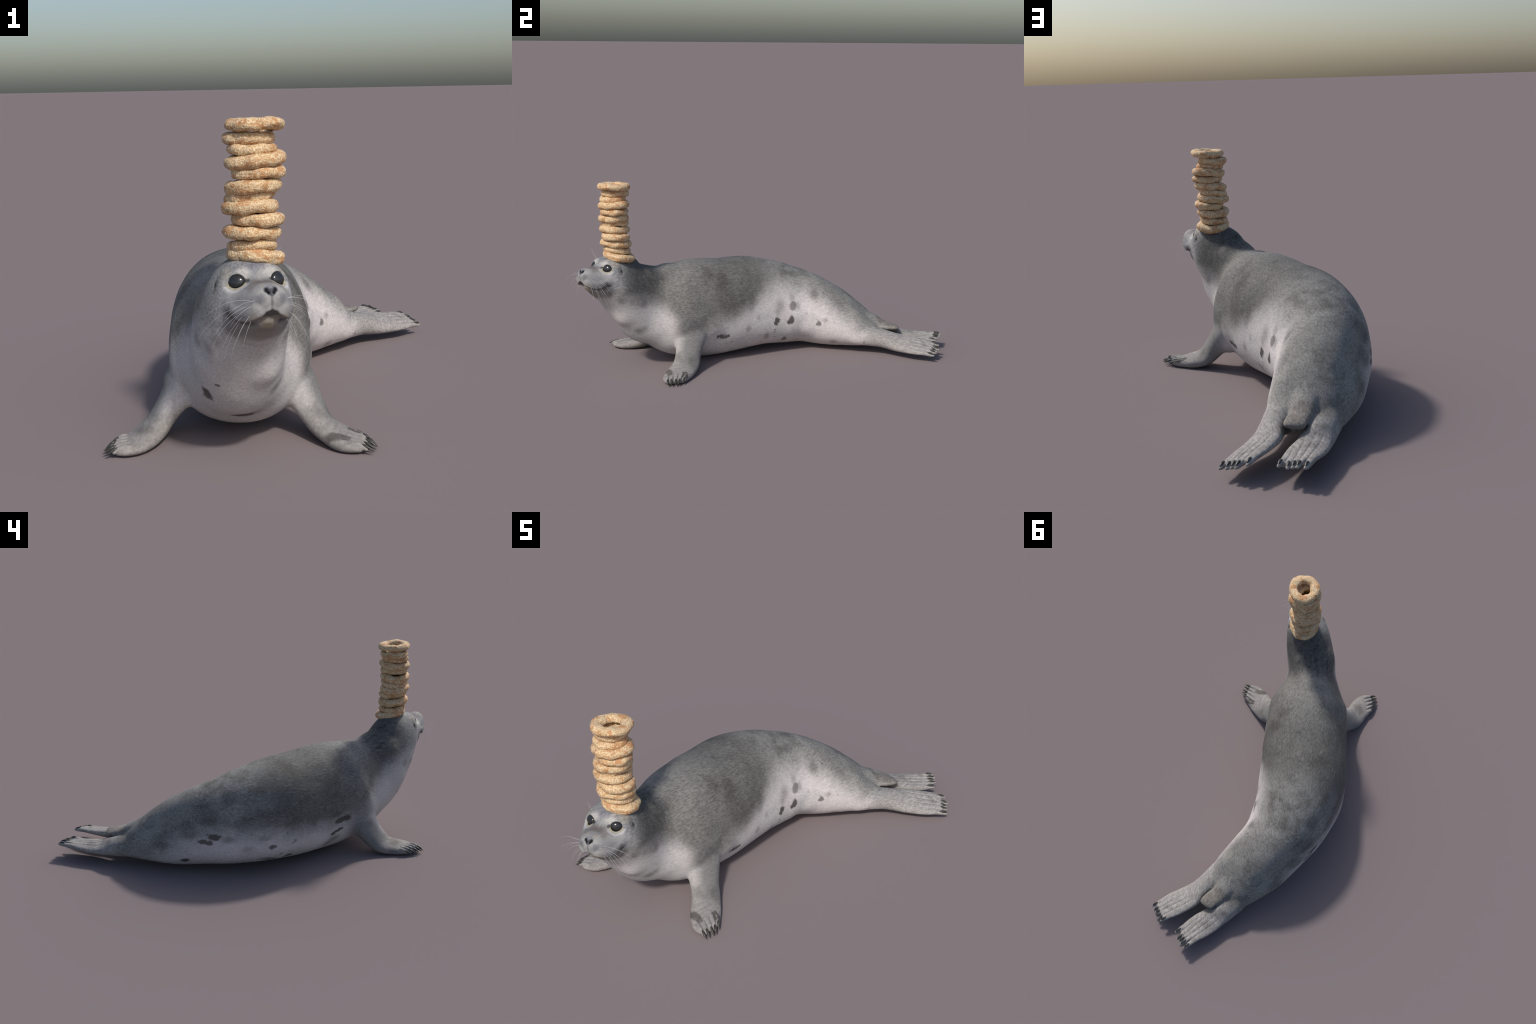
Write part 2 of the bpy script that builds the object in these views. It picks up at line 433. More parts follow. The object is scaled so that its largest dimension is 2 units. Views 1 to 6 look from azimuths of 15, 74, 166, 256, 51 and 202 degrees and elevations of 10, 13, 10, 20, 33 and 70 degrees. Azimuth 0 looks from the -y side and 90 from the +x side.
# ------------------------------------------------------------------ materials
class Graph:
    """short hand for building node trees"""
    def __init__(self, name, rough=.7, spec=.3):
        self.m = bpy.data.materials.new(name); self.m.use_nodes = True
        self.t = self.m.node_tree; self.b = self.t.nodes["Principled BSDF"]
        self.b.inputs["Roughness"].default_value = rough
        self.b.inputs["Specular IOR Level"].default_value = spec
        self.P = self.new("ShaderNodeTexCoord").outputs["Object"]
    def new(self, kind, **kw):
        n = self.t.nodes.new(kind)
        for k, v in kw.items(): setattr(n, k, v)
        return n
    def put(self, sock, v):
        if isinstance(v, bpy.types.NodeSocket): self.t.links.new(v, sock)
        elif isinstance(v, (tuple, list)) and sock.type == "RGBA" and len(v) == 3: sock.default_value = (*v, 1)
        else: sock.default_value = v
    def math(self, op, a, b=0., c=0., clamp=False):
        n = self.new("ShaderNodeMath", operation=op, use_clamp=clamp)
        self.put(n.inputs[0], a); self.put(n.inputs[1], b); self.put(n.inputs[2], c)
        return n.outputs[0]
    def vec(self, op, a, b=(0, 0, 0)):
        n = self.new("ShaderNodeVectorMath", operation=op)
        self.put(n.inputs[0], a)
        if op == "SCALE": self.put(n.inputs["Scale"], b)
        else: self.put(n.inputs[1], b)
        return n.outputs["Value"] if op in ("DOT_PRODUCT", "LENGTH", "DISTANCE") else n.outputs[0]
    def noise(self, v, scale, detail=2., rough=.5, colour=False, distort=0.):
        n = self.new("ShaderNodeTexNoise")
        self.put(n.inputs["Vector"], v); self.put(n.inputs["Scale"], scale)
        n.inputs["Detail"].default_value = detail; n.inputs["Roughness"].default_value = rough
        n.inputs["Distortion"].default_value = distort
        return n.outputs["Color" if colour else "Fac"]
    def step(self, x, e0, e1, lo=0., hi=1.):
        n = self.new("ShaderNodeMapRange", interpolation_type="SMOOTHSTEP")
        self.put(n.inputs[0], x); self.put(n.inputs[1], e0); self.put(n.inputs[2], e1)
        self.put(n.inputs[3], lo); self.put(n.inputs[4], hi)
        return n.outputs[0]
    def mix(self, a, b, f, mode="MIX"):
        n = self.new("ShaderNodeMix", data_type="RGBA", blend_type=mode)
        self.put(n.inputs[0], f); self.put(n.inputs[6], a); self.put(n.inputs[7], b)
        return n.outputs[2]
    def curve(self, x, lo, hi, top, pts):
        """value along x given by hand-set points"""
        f = self.step_lin(x, lo, hi)
        n = self.new("ShaderNodeFloatCurve")
        c = n.mapping.curves[0]
        pts = [((a - lo) / (hi - lo), b / top) for a, b in pts]
        c.points[0].location = pts[0]; c.points[1].location = pts[-1]
        for p in pts[1:-1]: c.points.new(*p)
        n.mapping.update()
        self.put(n.inputs["Value"], f)
        return self.math("MULTIPLY", n.outputs[0], top)
    def step_lin(self, x, lo, hi):
        n = self.new("ShaderNodeMapRange")
        self.put(n.inputs[0], x); n.inputs[1].default_value = lo; n.inputs[2].default_value = hi
        return n.outputs[0]
    def xyz(self, v):
        n = self.new("ShaderNodeSeparateXYZ"); self.put(n.inputs[0], v)
        return n.outputs
    def blob(self, v, c, r, soft=.6, amount=1.):
        """soft ellipsoid of the given radii"""
        if isinstance(r, (int, float)):
            d = self.vec("DISTANCE", v, c); return self.step(d, r * (1 + soft), r * (1 - soft), 0., amount)
        d = self.vec("LENGTH", self.vec("MULTIPLY", self.vec("SUBTRACT", v, c), tuple(1 / k for k in r)))
        return self.step(d, 1 + soft, 1 - soft, 0., amount)
    def most(self, masks):
        out = masks[0]
        for k in masks[1:]: out = self.math("MAXIMUM", out, k)
        return out
    def bump(self, h, strength, dist):
        n = self.new("ShaderNodeBump")
        n.inputs["Strength"].default_value = strength; n.inputs["Distance"].default_value = dist
        self.put(n.inputs["Height"], h)
        self.put(self.b.inputs["Normal"], n.outputs[0])
    def done(self, colour):
        self.put(self.b.inputs["Base Color"], colour); return self.m

def make_fur():
    g = Graph("seal_fur", .72, .22)
    P = g.P
    x, y, z = g.xyz(P)
    big = g.noise(P, 5.5, 3, .55)
    wob = g.vec("SCALE", g.vec("SUBTRACT", g.noise(P, 30, 3, .6, True), (.5, .5, .5)), .030)
    W = g.vec("ADD", P, wob)                                        # ragged edges for blotches
    ragged = g.math("SUBTRACT", g.noise(P, 16, 4, .65), .5)
    # --- fur grain, drawn out along the body
    Lg = g.vec("MULTIPLY", P, (1., .36, 1.))
    grain = g.noise(Lg, 150, 3, .6)
    fine = g.noise(Lg, 420, 2, .5)
    # --- tone of the back along the body
    tone = g.curve(y, -1., 1., .5, [(-1, .30), (-.82, .27), (-.75, .155), (-.70, .112), (-.60, .105), (-.55, .135), (-.47, .190), (-.38, .175),
                                    (-.28, .145), (-.14, .128), (-.02, .140), (.08, .190), (.2, .230), (.35, .225), (.5, .235), (.65, .25), (.8, .30), (1, .32)])
    # --- where the pale underside begins, left flank and right flank
    spine = g.curve(g.math("ADD", y, 0.), -1., 1., 1., [(-1, .70), (-.9, .66), (-.8, .62), (-.7, .54), (-.6, .50), (-.46, .467), (-.35, .435), (-.2, .40), (-.07, .36), (.06, .34), (.19, .345), (.3, .368), (.43, .43), (.55, .50), (.67, .57), (1, .7)])
    lat = g.math("SUBTRACT", x, g.math("SUBTRACT", spine, .5))
    left = g.step(lat, -.06, .06)
    zl = g.curve(y, -1., 1., .5, [(-1, .42), (-.85, .41), (-.77, .385), (-.70, .355), (-.60, .335), (-.52, .30), (-.46, .235), (-.40, .17), (-.33, .17), (-.25, .205), (-.155, .235), (-.07, .262),
                                  (0, .312), (.08, .338), (.16, .338), (.24, .312), (.32, .262), (.4, .205), (.48, .135), (.58, .07), (1, .0)])
    zr = g.curve(y, -1., 1., .5, [(-1, .42), (-.85, .41), (-.77, .40), (-.67, .365), (-.58, .31), (-.50, .235), (-.44, .19), (-.36, .185), (-.22, .180), (-.05, .198), (.1, .205), (.24, .200), (.37, .178), (.45, .138), (.54, .078), (.64, .02), (1, 0)])
    zb = g.math("ADD", g.math("MULTIPLY", zl, left), g.math("MULTIPLY", zr, g.math("SUBTRACT", 1., left)))
    over = g.math("ADD", g.math("SUBTRACT", z, zb), g.math("ADD", g.math("MULTIPLY", ragged, .062), g.math("MULTIPLY", g.math("SUBTRACT", grain, .5), .018)))
    pale = g.step(over, g.step(y, -.1, .1, .085, .100), -.062)
    # --- colours
    val = g.math("MULTIPLY", tone, g.step(big, .25, .75, 1.18, .80))
    back = g.mix((0, 0, 0), (1., .970, .905), 1.)
    back = g.vec("SCALE", back, g.math("MULTIPLY", val, .94))
    smear = g.vec("ADD", g.vec("MULTIPLY", P, (1., .55, 1.)), g.vec("SCALE", wob, .6))
    streak = g.math("MULTIPLY", g.step(g.noise(g.vec("MULTIPLY", P, (1., .16, 1.)), 120, 3, .6), .52, .68), g.step(g.noise(P, 7, 2), .38, .60, .10, .55))
    back = g.mix(back, (.235, .23, .215), g.math("MULTIPLY", streak, .75))
    patches = g.math("MULTIPLY", g.step(g.noise(smear, 10, 5, .70), .49, .69), g.step(y, -.62, -.35, 0., .55))
    back = g.mix(back, (.072, .067, .060), patches)
    belly = g.mix((.60, .555, .545), (.52, .50, .49), g.step(big, .4, .7))
    col = g.mix(back, belly, pale)
    # chest and throat a little greyer than the flank
    col = g.mix(col, (.40, .39, .385), g.math("MULTIPLY", pale, g.step(y, -.42, -.62, 0., .55)))
    # --- limbs
    limb_m = g.most([g.blob(W, (.290, -.480, .030), (.135, .130, .085), .35), g.blob(W, (-.300, -.620, .030), (.115, .150, .085), .35),
                     g.blob(W, (.270, .770, .060), (.20, .20, .10), .4), g.blob(W, (.090, .850, .085), (.17, .18, .08), .4)])
    speck = g.step(g.noise(Lg, 85, 4, .65), .34, .68)
    limb_c = g.mix((.315, .295, .280), (.245, .228, .216), speck)
    limb_c = g.mix(g.vec("SCALE", limb_c, .84), limb_c, g.step(y, -.1, .1))
    col = g.mix(col, limb_c, g.math("MULTIPLY", limb_m, .95))
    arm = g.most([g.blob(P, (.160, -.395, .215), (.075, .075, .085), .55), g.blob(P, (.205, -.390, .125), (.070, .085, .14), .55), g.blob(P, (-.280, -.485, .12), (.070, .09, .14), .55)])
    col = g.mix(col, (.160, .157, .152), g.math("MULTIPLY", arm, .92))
    tail = g.most([g.blob(W, (.105, .735, .115), (.055, .060, .05), .3), g.blob(W, (.06, .685, .14), (.05, .05, .045), .35)])
    col = g.mix(col, g.mix((.215, .195, .175), (.15, .135, .12), speck), tail)
    # --- single blotches (centre, radius, strength)
    dark = [(.064, .087, .192, .014, 1), (.066, .078, .178, .010, 1), (.049, .167, .189, .017, 1), (.052, .152, .178, .010, 1), (.053, .102, .272, .022, .55), (.052, .09, .245, .015, .5), (.038, .18, .263, .020, .75),
            (.035, .205, .256, .012, .5), (.029, .174, .305, .016, .45), (.015, .305, .308, .020, .65), (.121, -.222, .147, .011, .95), (.123, -.237, .148, .011, .95), (.120, -.207, .147, .010, .95), (.124, -.252, .149, .009, .95), (.118, -.192, .147, .008, .95), (.100, -.082, .172, .013, .6),
            (.054, .029, .110, .014, .7), (.088, -.023, .222, .012, .45), (.068, .315, .163, .011, .8), (.081, .346, .178, .010, .6), (.064, .427, .252, .018, .35), (.017, .14, .077, .013, .8), (.076, .397, .056, .015, .6),
            (.126, -.65, .214, .016, .55), (.135, -.63, .222, .012, .55), (.151, -.63, .359, .016, .5), (.18, -.742, .389, .012, .5),
            (-.32, .321, .186, .016, .9), (-.330, .290, .212, .020, .95), (-.312, .345, .184, .014, .9), (-.353, .229, .200, .018, .7), (-.373, .146, .148, .018, .4), (-.385, .028, .153, .014, .9), (-.387, .063, .201, .018, .5),
            (-.333, -.056, .077, .014, 1), (-.346, .03, .079, .018, .8), (-.352, .06, .085, .015, .6), (-.247, .426, .077, .014, 1), (-.286, -.322, .144, .012, 1), (-.290, -.345, .152, .010, 1), (-.292, -.300, .136, .011, 1), (-.286, -.364, .209, .022, .95), (-.300, -.335, .200, .018, .9),
            (-.304, -.315, .239, .016, .7), (-.273, -.305, .102, .02, .7), (-.262, -.27, .095, .02, .7), (-.262, .415, .248, .026, .6), (-.30, .322, .283, .022, .7), (-.27, .40, .215, .025, .7), (-.212, .53, .156, .024, .7), (-.378, -.056, .255, .018, .5),
            (-.366, .13, .29, .018, .5), (-.293, .208, .38, .026, .6), (-.236, -.08, .481, .028, .45), (-.258, -.33, .407, .03, .45), (-.221, .15, .451, .020, .5), (-.152, .277, .414, .022, .6), (-.154, .25, .424, .016, .5),
            (-.052, -.726, .209, .016, 1), (-.062, -.722, .194, .013, .9), (-.046, -.718, .196, .012, .8), (.024, -.615, .112, .024, 1), (.004, -.612, .112, .017, .9), (.05, -.61, .115, .018, .6), (-.007, -.769, .246, .006, .8), (.127, -.652, .215, .012, .7),
            (.008, -.839, .391, .014, .5), (-.069, -.764, .368, .014, .45), (-.011, -.822, .363, .012, .45), (.082, -.30, .42, .018, .3), (.074, -.213, .429, .036, .72), (.050, -.283, .471, .026, .70), (.12, -.174, .30, .05, .45), (.088, -.06, .312, .025, .45),
            (-.153, .19, .446, .014, .6), (-.204, .165, .45, .013, .6), (-.098, .163, .444, .012, .6), (-.279, .206, .396, .022, .6), (-.314, .072, .41, .02, .55), (-.102, -.034, .496, .028, .4), (-.259, -.014, .468, .018, .5), (-.085, .498, .302, .026, .4),
            (-.138, .375, .374, .03, .4), (-.262, .407, .261, .02, .5), (-.202, .535, .188, .02, .5), (-.12, .057, .481, .018, .5), (-.19, .106, .469, .014, .5), (-.223, -.224, .474, .025, .3), (.057, -.515, .468, .02, .4),
            (.265, -.535, .040, .018, .85), (.283, -.527, .038, .014, .8), (.302, -.533, .034, .013, .75), (.305, -.452, .033, .010, .9), (.308, -.466, .033, .009, .9), (.320, -.474, .03, .009, .9), (.338, -.463, .031, .008, .9), (.330, -.455, .031, .008, .8), (.238, -.405, .062, .018, .4), (.204, -.475, .094, .016, .5),
            (-.279, -.629, .040, .016, .6), (-.295, -.620, .042, .014, .7), (-.336, -.596, .023, .012, .6), (.305, .819, .076, .013, .5), (.072, .841, .092, .02, .5), (-.039, .693, .16, .026, .55), (.01, .764, .123, .016, .6), (.107, .931, .081, .013, .5), (.035, .788, .107, .014, .4)]
    masks = []
    for a, b, c, r, k in dark:
        a, b, c = (float(t) for t in P_SKIN[np.argmin(((P_SKIN - np.array([a, b, c])) ** 2).sum(1))])     # sit on the hide
        soft, kk, r = (.32, k, r * 1.08) if k > .72 else (.75, k * .78, r * 1.2)
        flank = a < -.15 and b > -.45                       # drawn out along the body on the right flank
        masks.append(g.blob(W, (a, b, c), (r * 1.6, r * 1.45, r * .72) if flank else (r * 1.15, r * 1.4, r * 1.15) if b < -.58 else (r * 1.3, r * .88, r * 1.2), soft, kk))
    col = g.mix(col, (.046, .040, .035), g.math("MULTIPLY", g.most(masks), .88))
    # --- small soft specks on flank, belly edge and rump
    fl = g.math("MULTIPLY", g.step(g.noise(g.vec("ADD", P, g.vec("SCALE", wob, .25)), 34, 2, .5), .635, .70), g.math("MULTIPLY", g.step(y, -.40, -.05), g.step(g.noise(P, 6, 2), .46, .60, .0, .62)))
    col = g.mix(col, (.090, .080, .072), g.math("MULTIPLY", fl, g.step(y, .72, .60)))
    # --- dark streaks down the nape
    St = g.vec("MULTIPLY", P, (1., .42, .42))
    nape = g.math("MULTIPLY", g.blob(P, (.01, -.635, .49), (.13, .12, .13), .5), g.step(g.noise(St, 48, 4, .65), .53, .66))
    col = g.mix(col, (.035, .034, .036), g.math("MULTIPLY", nape, .75))
    # --- face, in the head's own axes, both halves alike
    q = g.vec("SUBTRACT", P, tuple(EYE_MID))
    f = g.vec("DOT_PRODUCT", q, tuple(HF)); l = g.math("ABSOLUTE", g.vec("DOT_PRODUCT", q, tuple(HL))); u = g.xyz(q)[2]
    cb = g.new("ShaderNodeCombineXYZ"); g.put(cb.inputs[0], f); g.put(cb.inputs[1], l); g.put(cb.inputs[2], u)
    fw = g.vec("SCALE", g.vec("SUBTRACT", g.noise(P, 45, 3, .6, True), (.5, .5, .5)), .016)
    H = g.vec("ADD", cb.outputs[0], fw); H0 = cb.outputs[0]
    head = g.step(f, -.12, -.03)
    hcol = g.mix((.225, .228, .238), (.31, .305, .30), g.step(g.noise(P, 14, 3, .6), .4, .62))
    face = g.math("MULTIPLY", head, g.step(u, -.15, -.085))
    col = g.mix(col, hcol, g.math("MULTIPLY", face, .85))
    def paint(c, colour, amount): return g.mix(c, colour, amount)
    col = paint(col, (.40, .39, .385), g.blob(H, (.005, .080, -.045), (.030, .035, .022), .6, .8))      # cheek
    col = paint(col, (.42, .405, .39), g.blob(H, (-.03, .105, -.09), (.03, .03, .04), .7, .6))
    col = paint(col, (.43, .41, .39), g.blob(H, (.000, .036, .018), (.020, .016, .014), .7, .8))        # inner brow
    col = paint(col, (.30, .275, .235), g.blob(H, (-.035, .075, .015), (.022, .02, .014), .6, .8))      # temple
    col = paint(col, (.150, .152, .185), g.blob(H, (-.025, 0, .034), (.022, .026, .02), .5, .75))       # forehead
    col = paint(col, (.115, .095, .092), g.blob(H, (.045, .012, .003), (.020, .022, .018), .6, .8))     # bridge
    col = paint(col, (.16, .135, .13), g.blob(H, (.060, .034, -.012), (.020, .014, .016), .6, .7))
    col = paint(col, (.33, .265, .195), g.blob(H, (.088, .016, .004), (.008, .008, .008), .6, .6))      # warm rim behind the nose
    col = paint(col, (.125, .128, .145), g.blob(H, (.112, .030, -.026), (.014, .014, .013), .6, .75))   # dark of the pads
    col = paint(col, (.215, .215, .225), g.blob(H, (.080, .060, -.045), (.03, .02, .03), .7, .6))
    col = paint(col, (.235, .195, .15), g.blob(H, (.098, .024, -.078), (.022, .03, .012), .6, .65))     # lip edge
    col = paint(col, (.060, .050, .046), g.blob(H, (.060, .052, -.096), (.045, .022, .009), .6, .75))
    col = paint(col, (.050, .044, .042), g.blob(H0, (.105, 0, -.068), (.012, .024, .010), .6, .8))
    col = paint(col, (.20, .178, .158), g.blob(H, (.055, 0, -.125), (.045, .062, .030), .5, .85))       # under the jaw
    col = paint(col, (.175, .163, .152), g.blob(H, (.010, .062, -.120), (.035, .035, .025), .6, .75))
    col = paint(col, (.31, .265, .195), g.blob(H, (.085, 0, -.098), (.018, .022, .014), .5, .85))       # chin
    col = paint(col, (.085, .073, .068), g.blob(H, (.026, .080, -.078), (.022, .016, .016), .6, .75))   # corner of the mouth
    # eye rims
    e = g.vec("SUBTRACT", H0, tuple(EYE_C))
    ea = g.vec("DOT_PRODUCT", e, tuple(EYE_T)); eb = g.vec("DOT_PRODUCT", e, tuple(EYE_B)); ec = g.vec("DOT_PRODUCT", e, tuple(EYE_N))
    el = g.math("SQRT", g.math("ADD", g.math("POWER", g.math("DIVIDE", ea, .0203), 2.), g.math("POWER", g.math("DIVIDE", eb, .0170), 2.)))
    nearby = g.step(g.math("ABSOLUTE", ec), .03, .02)
    ring = g.math("MULTIPLY", g.math("MULTIPLY", g.step(el, 1.55, 1.28), g.step(eb, .002, -.008)), nearby)
    col = paint(col, (.37, .335, .235), g.math("MULTIPLY", ring, .9))
    low = g.math("MULTIPLY", g.math("MULTIPLY", g.step(el, 2.1, 1.7), g.step(el, 1.35, 1.6)), g.math("MULTIPLY", g.step(eb, -.004, -.016), nearby))
    col = paint(col, (.48, .465, .47), g.math("MULTIPLY", low, .7))
    col = paint(col, (.012, .011, .011), g.math("MULTIPLY", g.step(el, 1.14, 1.04), nearby))
    col = paint(col, (.02, .018, .018), g.blob(H0, tuple(EYE_C + EYE_T * -.027), (.010, .008, .005), .5, .8))
    # ear opening with a dark smudge round it
    col = paint(col, (.10, .09, .082), g.blob(H, (-.050, .100, -.012), (.014, .03, .024), .5, .6))
    col = paint(col, (.025, .023, .022), g.blob(H0, (-.056, .100, -.018), (.005, .03, .009), .5, .8))
    # nose leather
    col = paint(col, (.20, .20, .23), g.blob(H0, (.106, .000, .004), (.012, .016, .006), .5, .7))
    nose = g.most([g.blob(H0, (.113, .000, -.010), (.014, .009, .010), .35), g.blob(H0, (.111, .010, -.0045), (.014, .0085, .0070), .35)])
    col = paint(col, (.040, .042, .054), g.math("MULTIPLY", nose, .92))
    col = paint(col, (.004, .004, .005), g.most([g.blob(H0, (.111, .0115, -.005), (.012, .0042, .0050), .4), g.blob(H0, (.113, .0075, -.0105), (.012, .0042, .0042), .4)]))
    col = paint(col, (.10, .10, .105), g.blob(H0, (.118, 0, -.035), (.012, .0035, .02), .5, .6))
    # --- grain on top of everything
    gr = g.math("ADD", g.step(grain, .28, .72, .74, 1.28), g.step(fine, .28, .72, -.13, .13))
    calm = g.math("MULTIPLY", g.step(f, -.03, .02), .75)
    calm = g.math("MAXIMUM", calm, g.math("MULTIPLY", pale, .55))
    gr = g.math("ADD", g.math("MULTIPLY", gr, g.math("SUBTRACT", 1., calm)), calm)
    col = g.vec("SCALE", col, gr)
    g.bump(g.math("ADD", grain, g.math("MULTIPLY", fine, .4)), .22, .0022)
    return g.done(col)

def make_cereal():
    g = Graph("baked_oat", .62, .4)
    oi = g.new("ShaderNodeObjectInfo")
    P = g.vec("ADD", g.P, g.vec("SCALE", (3., 5., 7.), oi.outputs["Random"]))
    Q = g.vec("MULTIPLY", P, (1., 1., 1.6))
    patch = g.step(g.noise(Q, 30, 5, .68, distort=.5), .49, .60)
    crumb = g.noise(P, 190, 3, .65)
    grit = g.noise(P, 480, 2, .6)
    col = g.mix((.58, .36, .170), (.82, .64, .41), g.step(crumb, .40, .58))
    col = g.mix(col, (.52, .235, .085), g.math("MULTIPLY", patch, .82))
    col = g.mix(col, (.52, .22, .075), g.math("MULTIPLY", g.step(g.noise(P, 120, 3, .6), .62, .72), .65))
    col = g.mix(col, (.85, .70, .48), g.math("MULTIPLY", g.step(grit, .57, .68), .65))
    col = g.mix(col, (.20, .095, .040), g.math("MULTIPLY", g.step(g.noise(P, 260, 2, .5), .62, .72), .65))
    g.bump(g.math("ADD", crumb, g.math("MULTIPLY", grit, .7)), .8, .004)
    return g.done(col)

def make_simple(name, c0, c1, rough, scale, spec=.4):
    g = Graph(name, rough, spec)
    return g.done(g.mix(c0, c1, g.step(g.noise(g.P, scale, 2), .35, .65)))
P_SKIN = P.copy()
FUR = make_fur()
EYE = make_simple("wet_eye", (.018, .019, .021), (.024, .025, .027), .16, 60, .5)
CLAW = make_simple("dark_claw", (.022, .021, .018), (.060, .056, .046), .42, 130)
WHISK = make_simple("whisker_hair", (.60, .585, .57), (.50, .48, .465), .45, 50)
CEREAL = make_cereal()

# ------------------------------------------------------------------ split into named regions
seal = bpy.data.objects.new("seal", None); seal.empty_display_size = .1
COL.objects.link(seal)
seal["label"] = "spotted grey seal lying with raised head, balancing cereal rings"
seal["category"] = "seal"

def side_dist(P, ax):
    C, W, N, H = ax
    D = np.full(len(P), 9.); par = np.zeros(len(P))
    for i in range(0, len(C), 2):
        v = P - C[i]
        wl = np.linalg.norm(W[i])
        a = np.clip(v @ W[i] / wl, -wl, wl)
        d = np.linalg.norm(v - a[:, None] * W[i] / wl, axis=1)
        m = d < D
        D[m] = d[m]; par[m] = i / (len(C) - 1)
    return D, par
me = skin.data
nf = len(me.polygons)
cen = np.empty(nf * 3); me.polygons.foreach_get("center", cen); cen = cen.reshape(-1, 3)
region = np.zeros(nf, int)                         # 0 torso
hc = to_head(cen)
neck_cut = (cen - np.array([.015, -.63, .40])) @ unit([.25, -.86, .42])
region[neck_cut > 0] = 1                           # neck
region[(hc[:, 0] + .10 - .25 * (hc[:, 2] + .1)) > 0] = 2   # head
NAMES = ["torso", "neck", "head", "foreflipper", "foreflipper", "hind_flipper", "hind_flipper", "tail"]
for s, code in ((1, 3), (-1, 4)):
    D, par = side_dist(cen, FORE_AX[s])
    region[(par > .26) & (D < .075) & (cen[:, 2] < .125) & (cen[:, 0] * s > .12) & (cen[:, 1] < -.30)] = code
for s, code in ((1, 5), (-1, 6)):
    D, par = side_dist(cen, HIND_AX[s])
    region[(par > .22) & (D < .07) & (cen[:, 1] > .55) & (region == 0)] = code
td, tp = to_polyline(cen, [np.array(a) * .5 + np.array(b) * .5 for a, b, _ in TAIL])
region[(tp > 2.0) & (td < .045) & (cen[:, 2] > .095) & ((cen - np.array([.07, .70, .120])) @ TAIL_UP > -.016)] = 7

loops = np.empty(len(me.loops), int); me.loops.foreach_get("vertex_index", loops)
ls = np.empty(nf, int); me.polygons.foreach_get("loop_start", ls)
lt = np.empty(nf, int); me.polygons.foreach_get("loop_total", lt)
PART = {}
for code, name in enumerate(NAMES):
    idx = np.where(region == code)[0]
    if not len(idx): continue
    quads = [loops[ls[i]:ls[i] + lt[i]] for i in idx]
    used = np.unique(np.concatenate(quads))
    remap = np.full(len(P), -1); remap[used] = np.arange(len(used))
    pm = bpy.data.meshes.new(name)
    pm.from_pydata(P[used].tolist(), [], [remap[f].tolist() for f in quads])
    pm.polygons.foreach_set("use_smooth", [True] * len(pm.polygons))
    pm.update()
    pm.normals_split_custom_set_from_vertices(Nn[used].tolist())
    pm.materials.append(FUR)
    ob = bpy.data.objects.new(name, pm); COL.objects.link(ob)
    ob.parent = seal
    PART[code] = ob
bpy.data.objects.remove(skin)
HEAD = PART[2]

# ------------------------------------------------------------------ eyes
for sgn in (1, -1):
    m = np.array([1, sgn, 1])
    c = from_head((EYE_C + EYE_N * -.0052) * m)
    ax = [from_head(v * m) - EYE_MID for v in (EYE_T, EYE_B, EYE_N)]
    v, f = ellipsoid(c, *ax, .0216, .0184, .0112, 24, 40)
    mesh_object("eye", v, f, HEAD, EYE)

# ------------------------------------------------------------------ claws and nails
for s, code in ((1, 3), (-1, 4)):
    for root, end, tip in FORE_TOES[s]:
        d = unit(tip - end); up = np.array([0, 0, 1.])
        a = end - d * .016 + up * .0075; b = end + up * .0070; c = end * .45 + tip * .55 + up * .003
        v, f = tube([a, b, c, tip], [.0030, .0055, .0040, .0008], .85, ends=(.002, .001))
        mesh_object("claw", v, f, PART[code], CLAW)
for s, code in ((1, 5), (-1, 6)):
    for root, end, tip, n in HIND_TOES[s]:
        d = unit(tip - root)
        a = tip - d * .040 + n * .0115; b = tip - d * .030 + n * .0125; c = tip - d * .017 + n * .0095; e2 = tip - d * .006 + n * .0045
        v, f = tube([a, b, c, e2], [.0025, .0055, .0050, .0012], .62, n, ends=(.002, .001))
        mesh_object("claw", v, f, PART[code], CLAW)

# ------------------------------------------------------------------ whiskers
def whisker(p0, p1, p2, r):
    t = np.linspace(0, 1, 12)[:, None]
    pts = (1 - t) ** 2 * p0 + 2 * t * (1 - t) * p1 + t * t * p2
    v, f = tube(pts.tolist(), np.linspace(r, r * .3, 12), n=6, ends=(.0003, .0003))
    mesh_object("whisker", v, f, HEAD, WHISK)
WH = []   # root on the pad; tip offset forward, outward, up; droop
for row, (f0, u0) in enumerate([(.106, -.030), (.100, -.042), (.094, -.055), (.088, -.068)]):
    for k in range(3 if row else 2):
        WH.append((row, k, f0 - .013 * k, u0 - .002 * k))
for sgn in (1, -1):
    for row, k, f0, u0 in WH:
        l0 = .036 + .008 * k
        ln = .094 + .023 * k + RNG.uniform(-.012, .012) - .006 * row
        out = np.array([.16 - .22 * k + RNG.uniform(-.1, .1), 1.0 - .12 * row, .14 - .34 * row + RNG.uniform(-.08, .08)])
        p0 = np.array([f0, l0, u0]); p1 = p0 + unit(out) * ln * .55
        p2 = p1 + unit(out + np.array([-.25, -.1, -1.1 - .15 * row])) * ln * .62
        m = np.array([1, sgn, 1])
        whisker(*[from_head(x * m) for x in (p0, p1, p2)], .00040)
    for k in range(3):
        p0 = np.array([-.012 - .004 * k, .036 + .005 * k, .030]); m = np.array([1, sgn, 1])
        p2 = p0 + np.array([.014, .022 - .010 * k + .004, .052 - .004 * k]); p1 = (p0 + p2) / 2 + np.array([.010, .004, .0])
        whisker(*[from_head(x * m) for x in (p0, p1, p2)], .0004)

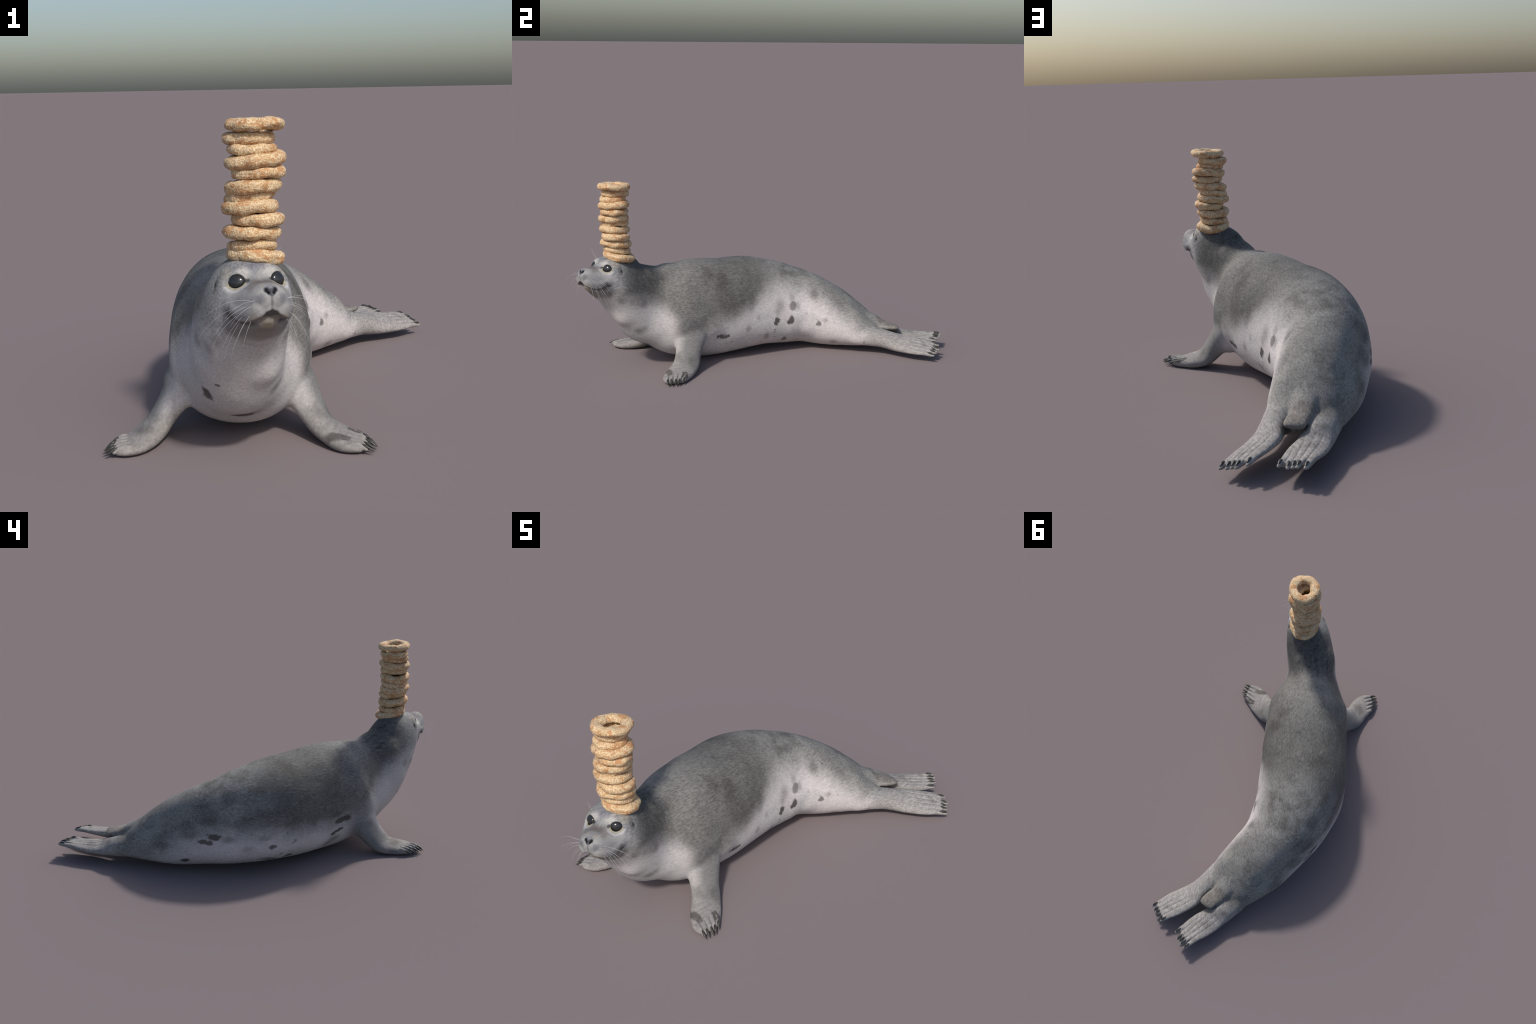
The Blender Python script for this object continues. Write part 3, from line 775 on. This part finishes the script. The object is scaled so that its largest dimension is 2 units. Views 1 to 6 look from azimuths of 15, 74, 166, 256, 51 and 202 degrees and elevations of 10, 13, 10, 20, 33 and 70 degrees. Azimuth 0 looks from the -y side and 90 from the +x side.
# ------------------------------------------------------------------ the stack of cereal rings
STACK = [  # centre, tilt of the upward normal in x and y, outer radius, half height
 (.109, -.7576, .9425, -.013, .035, .0770, .0155), (.0863, -.7509, .9068, -.023, .026, .0680, .0160),
 (.0985, -.7635, .8811, -.006, -.026, .0645, .0140), (.1076, -.7613, .8522, -.100, -.069, .0785, .0175),
 (.1135, -.7612, .8209, -.033, .012, .0690, .0150), (.1000, -.7617, .7865, -.110, -.006, .0750, .0175),
 (.0898, -.7545, .7561, -.121, .004, .0675, .0145), (.0897, -.7594, .7294, -.095, .068, .0755, .0170),
 (.1115, -.7581, .6977, -.007, .097, .0685, .0165), (.0930, -.7544, .6632, .022, .133, .0765, .0175),
 (.0928, -.7486, .6274, -.087, .140, .0665, .0145), (.0972, -.7403, .5979, .086, .212, .0775, .0180)]
def cereal_ring(i, x, y, z, tx, ty, R, h):
    nu, nv = 270, 88
    rt = R * .285
    seed = Vector((i * 7.3, 2.1 * i, 5.7 - i))
    V = []
    for a in range(nu):
        A = a / nu * 2 * math.pi
        ca, sa = math.cos(A), math.sin(A)
        g = Vector((ca, sa, 0))
        wob = 1 + .06 * noise.noise(g * 1.1 + seed) + .045 * noise.noise(g * 2.6 + seed * 2)
        thick = 1 + .26 * noise.noise(g * 1.6 + seed * 3)
        hgt = 1 + .17 * noise.noise(g * 1.7 + seed * 4)
        hgt *= 1.04
        lift = .0045 * noise.noise(g * 1.3 + seed * 5)
        for b in range(nv):
            B = b / nv * 2 * math.pi
            cb, sb = math.cos(B), math.sin(B)
            e = 2 / 2.25
            cr, sr = math.copysign(abs(cb) ** e, cb), math.copysign(abs(sb) ** e, sb)
            r0 = (R - rt) * wob + rt * thick * cr * (1 if cb > 0 else 1)
            p = Vector((r0 * ca, r0 * sa, h * hgt * sr + lift))
            n = Vector((ca * cb, sa * cb, sb))
            k = p * 1.0 + seed
            fold = noise.noise(Vector((k.x * 22, k.y * 22, k.z * 60)))
            crease = -max(0, .12 - abs(noise.noise(Vector((p.x * 11, p.y * 11, p.z * 34)) + seed))) / .12
            dsp = .0019 * fold + .0016 * crease * max(0, .3 + noise.noise(k * 16)) + .0011 * noise.noise(k * 60) + .0007 * noise.noise(k * 190) + .0007 * noise.noise(k * 420)
            V.append(p + n * dsp)
    Fs = [(a * nv + b, ((a + 1) % nu) * nv + b, ((a + 1) % nu) * nv + (b + 1) % nv, a * nv + (b + 1) % nv) for a in range(nu) for b in range(nv)]
    ob = mesh_object("cereal_ring", V, Fs, None, CEREAL)
    nrm = Vector((tx, ty, 1)).normalized()
    ob.rotation_mode = "QUATERNION"
    ob.rotation_quaternion = Vector((0, 0, 1)).rotation_difference(nrm)
    ob.location = (x, y, z)
    ob["label"] = "rough golden oat cereal ring with toasted patches"
    ob["category"] = "cereal ring"
for i, row in enumerate(STACK):
    cereal_ring(i, *row)
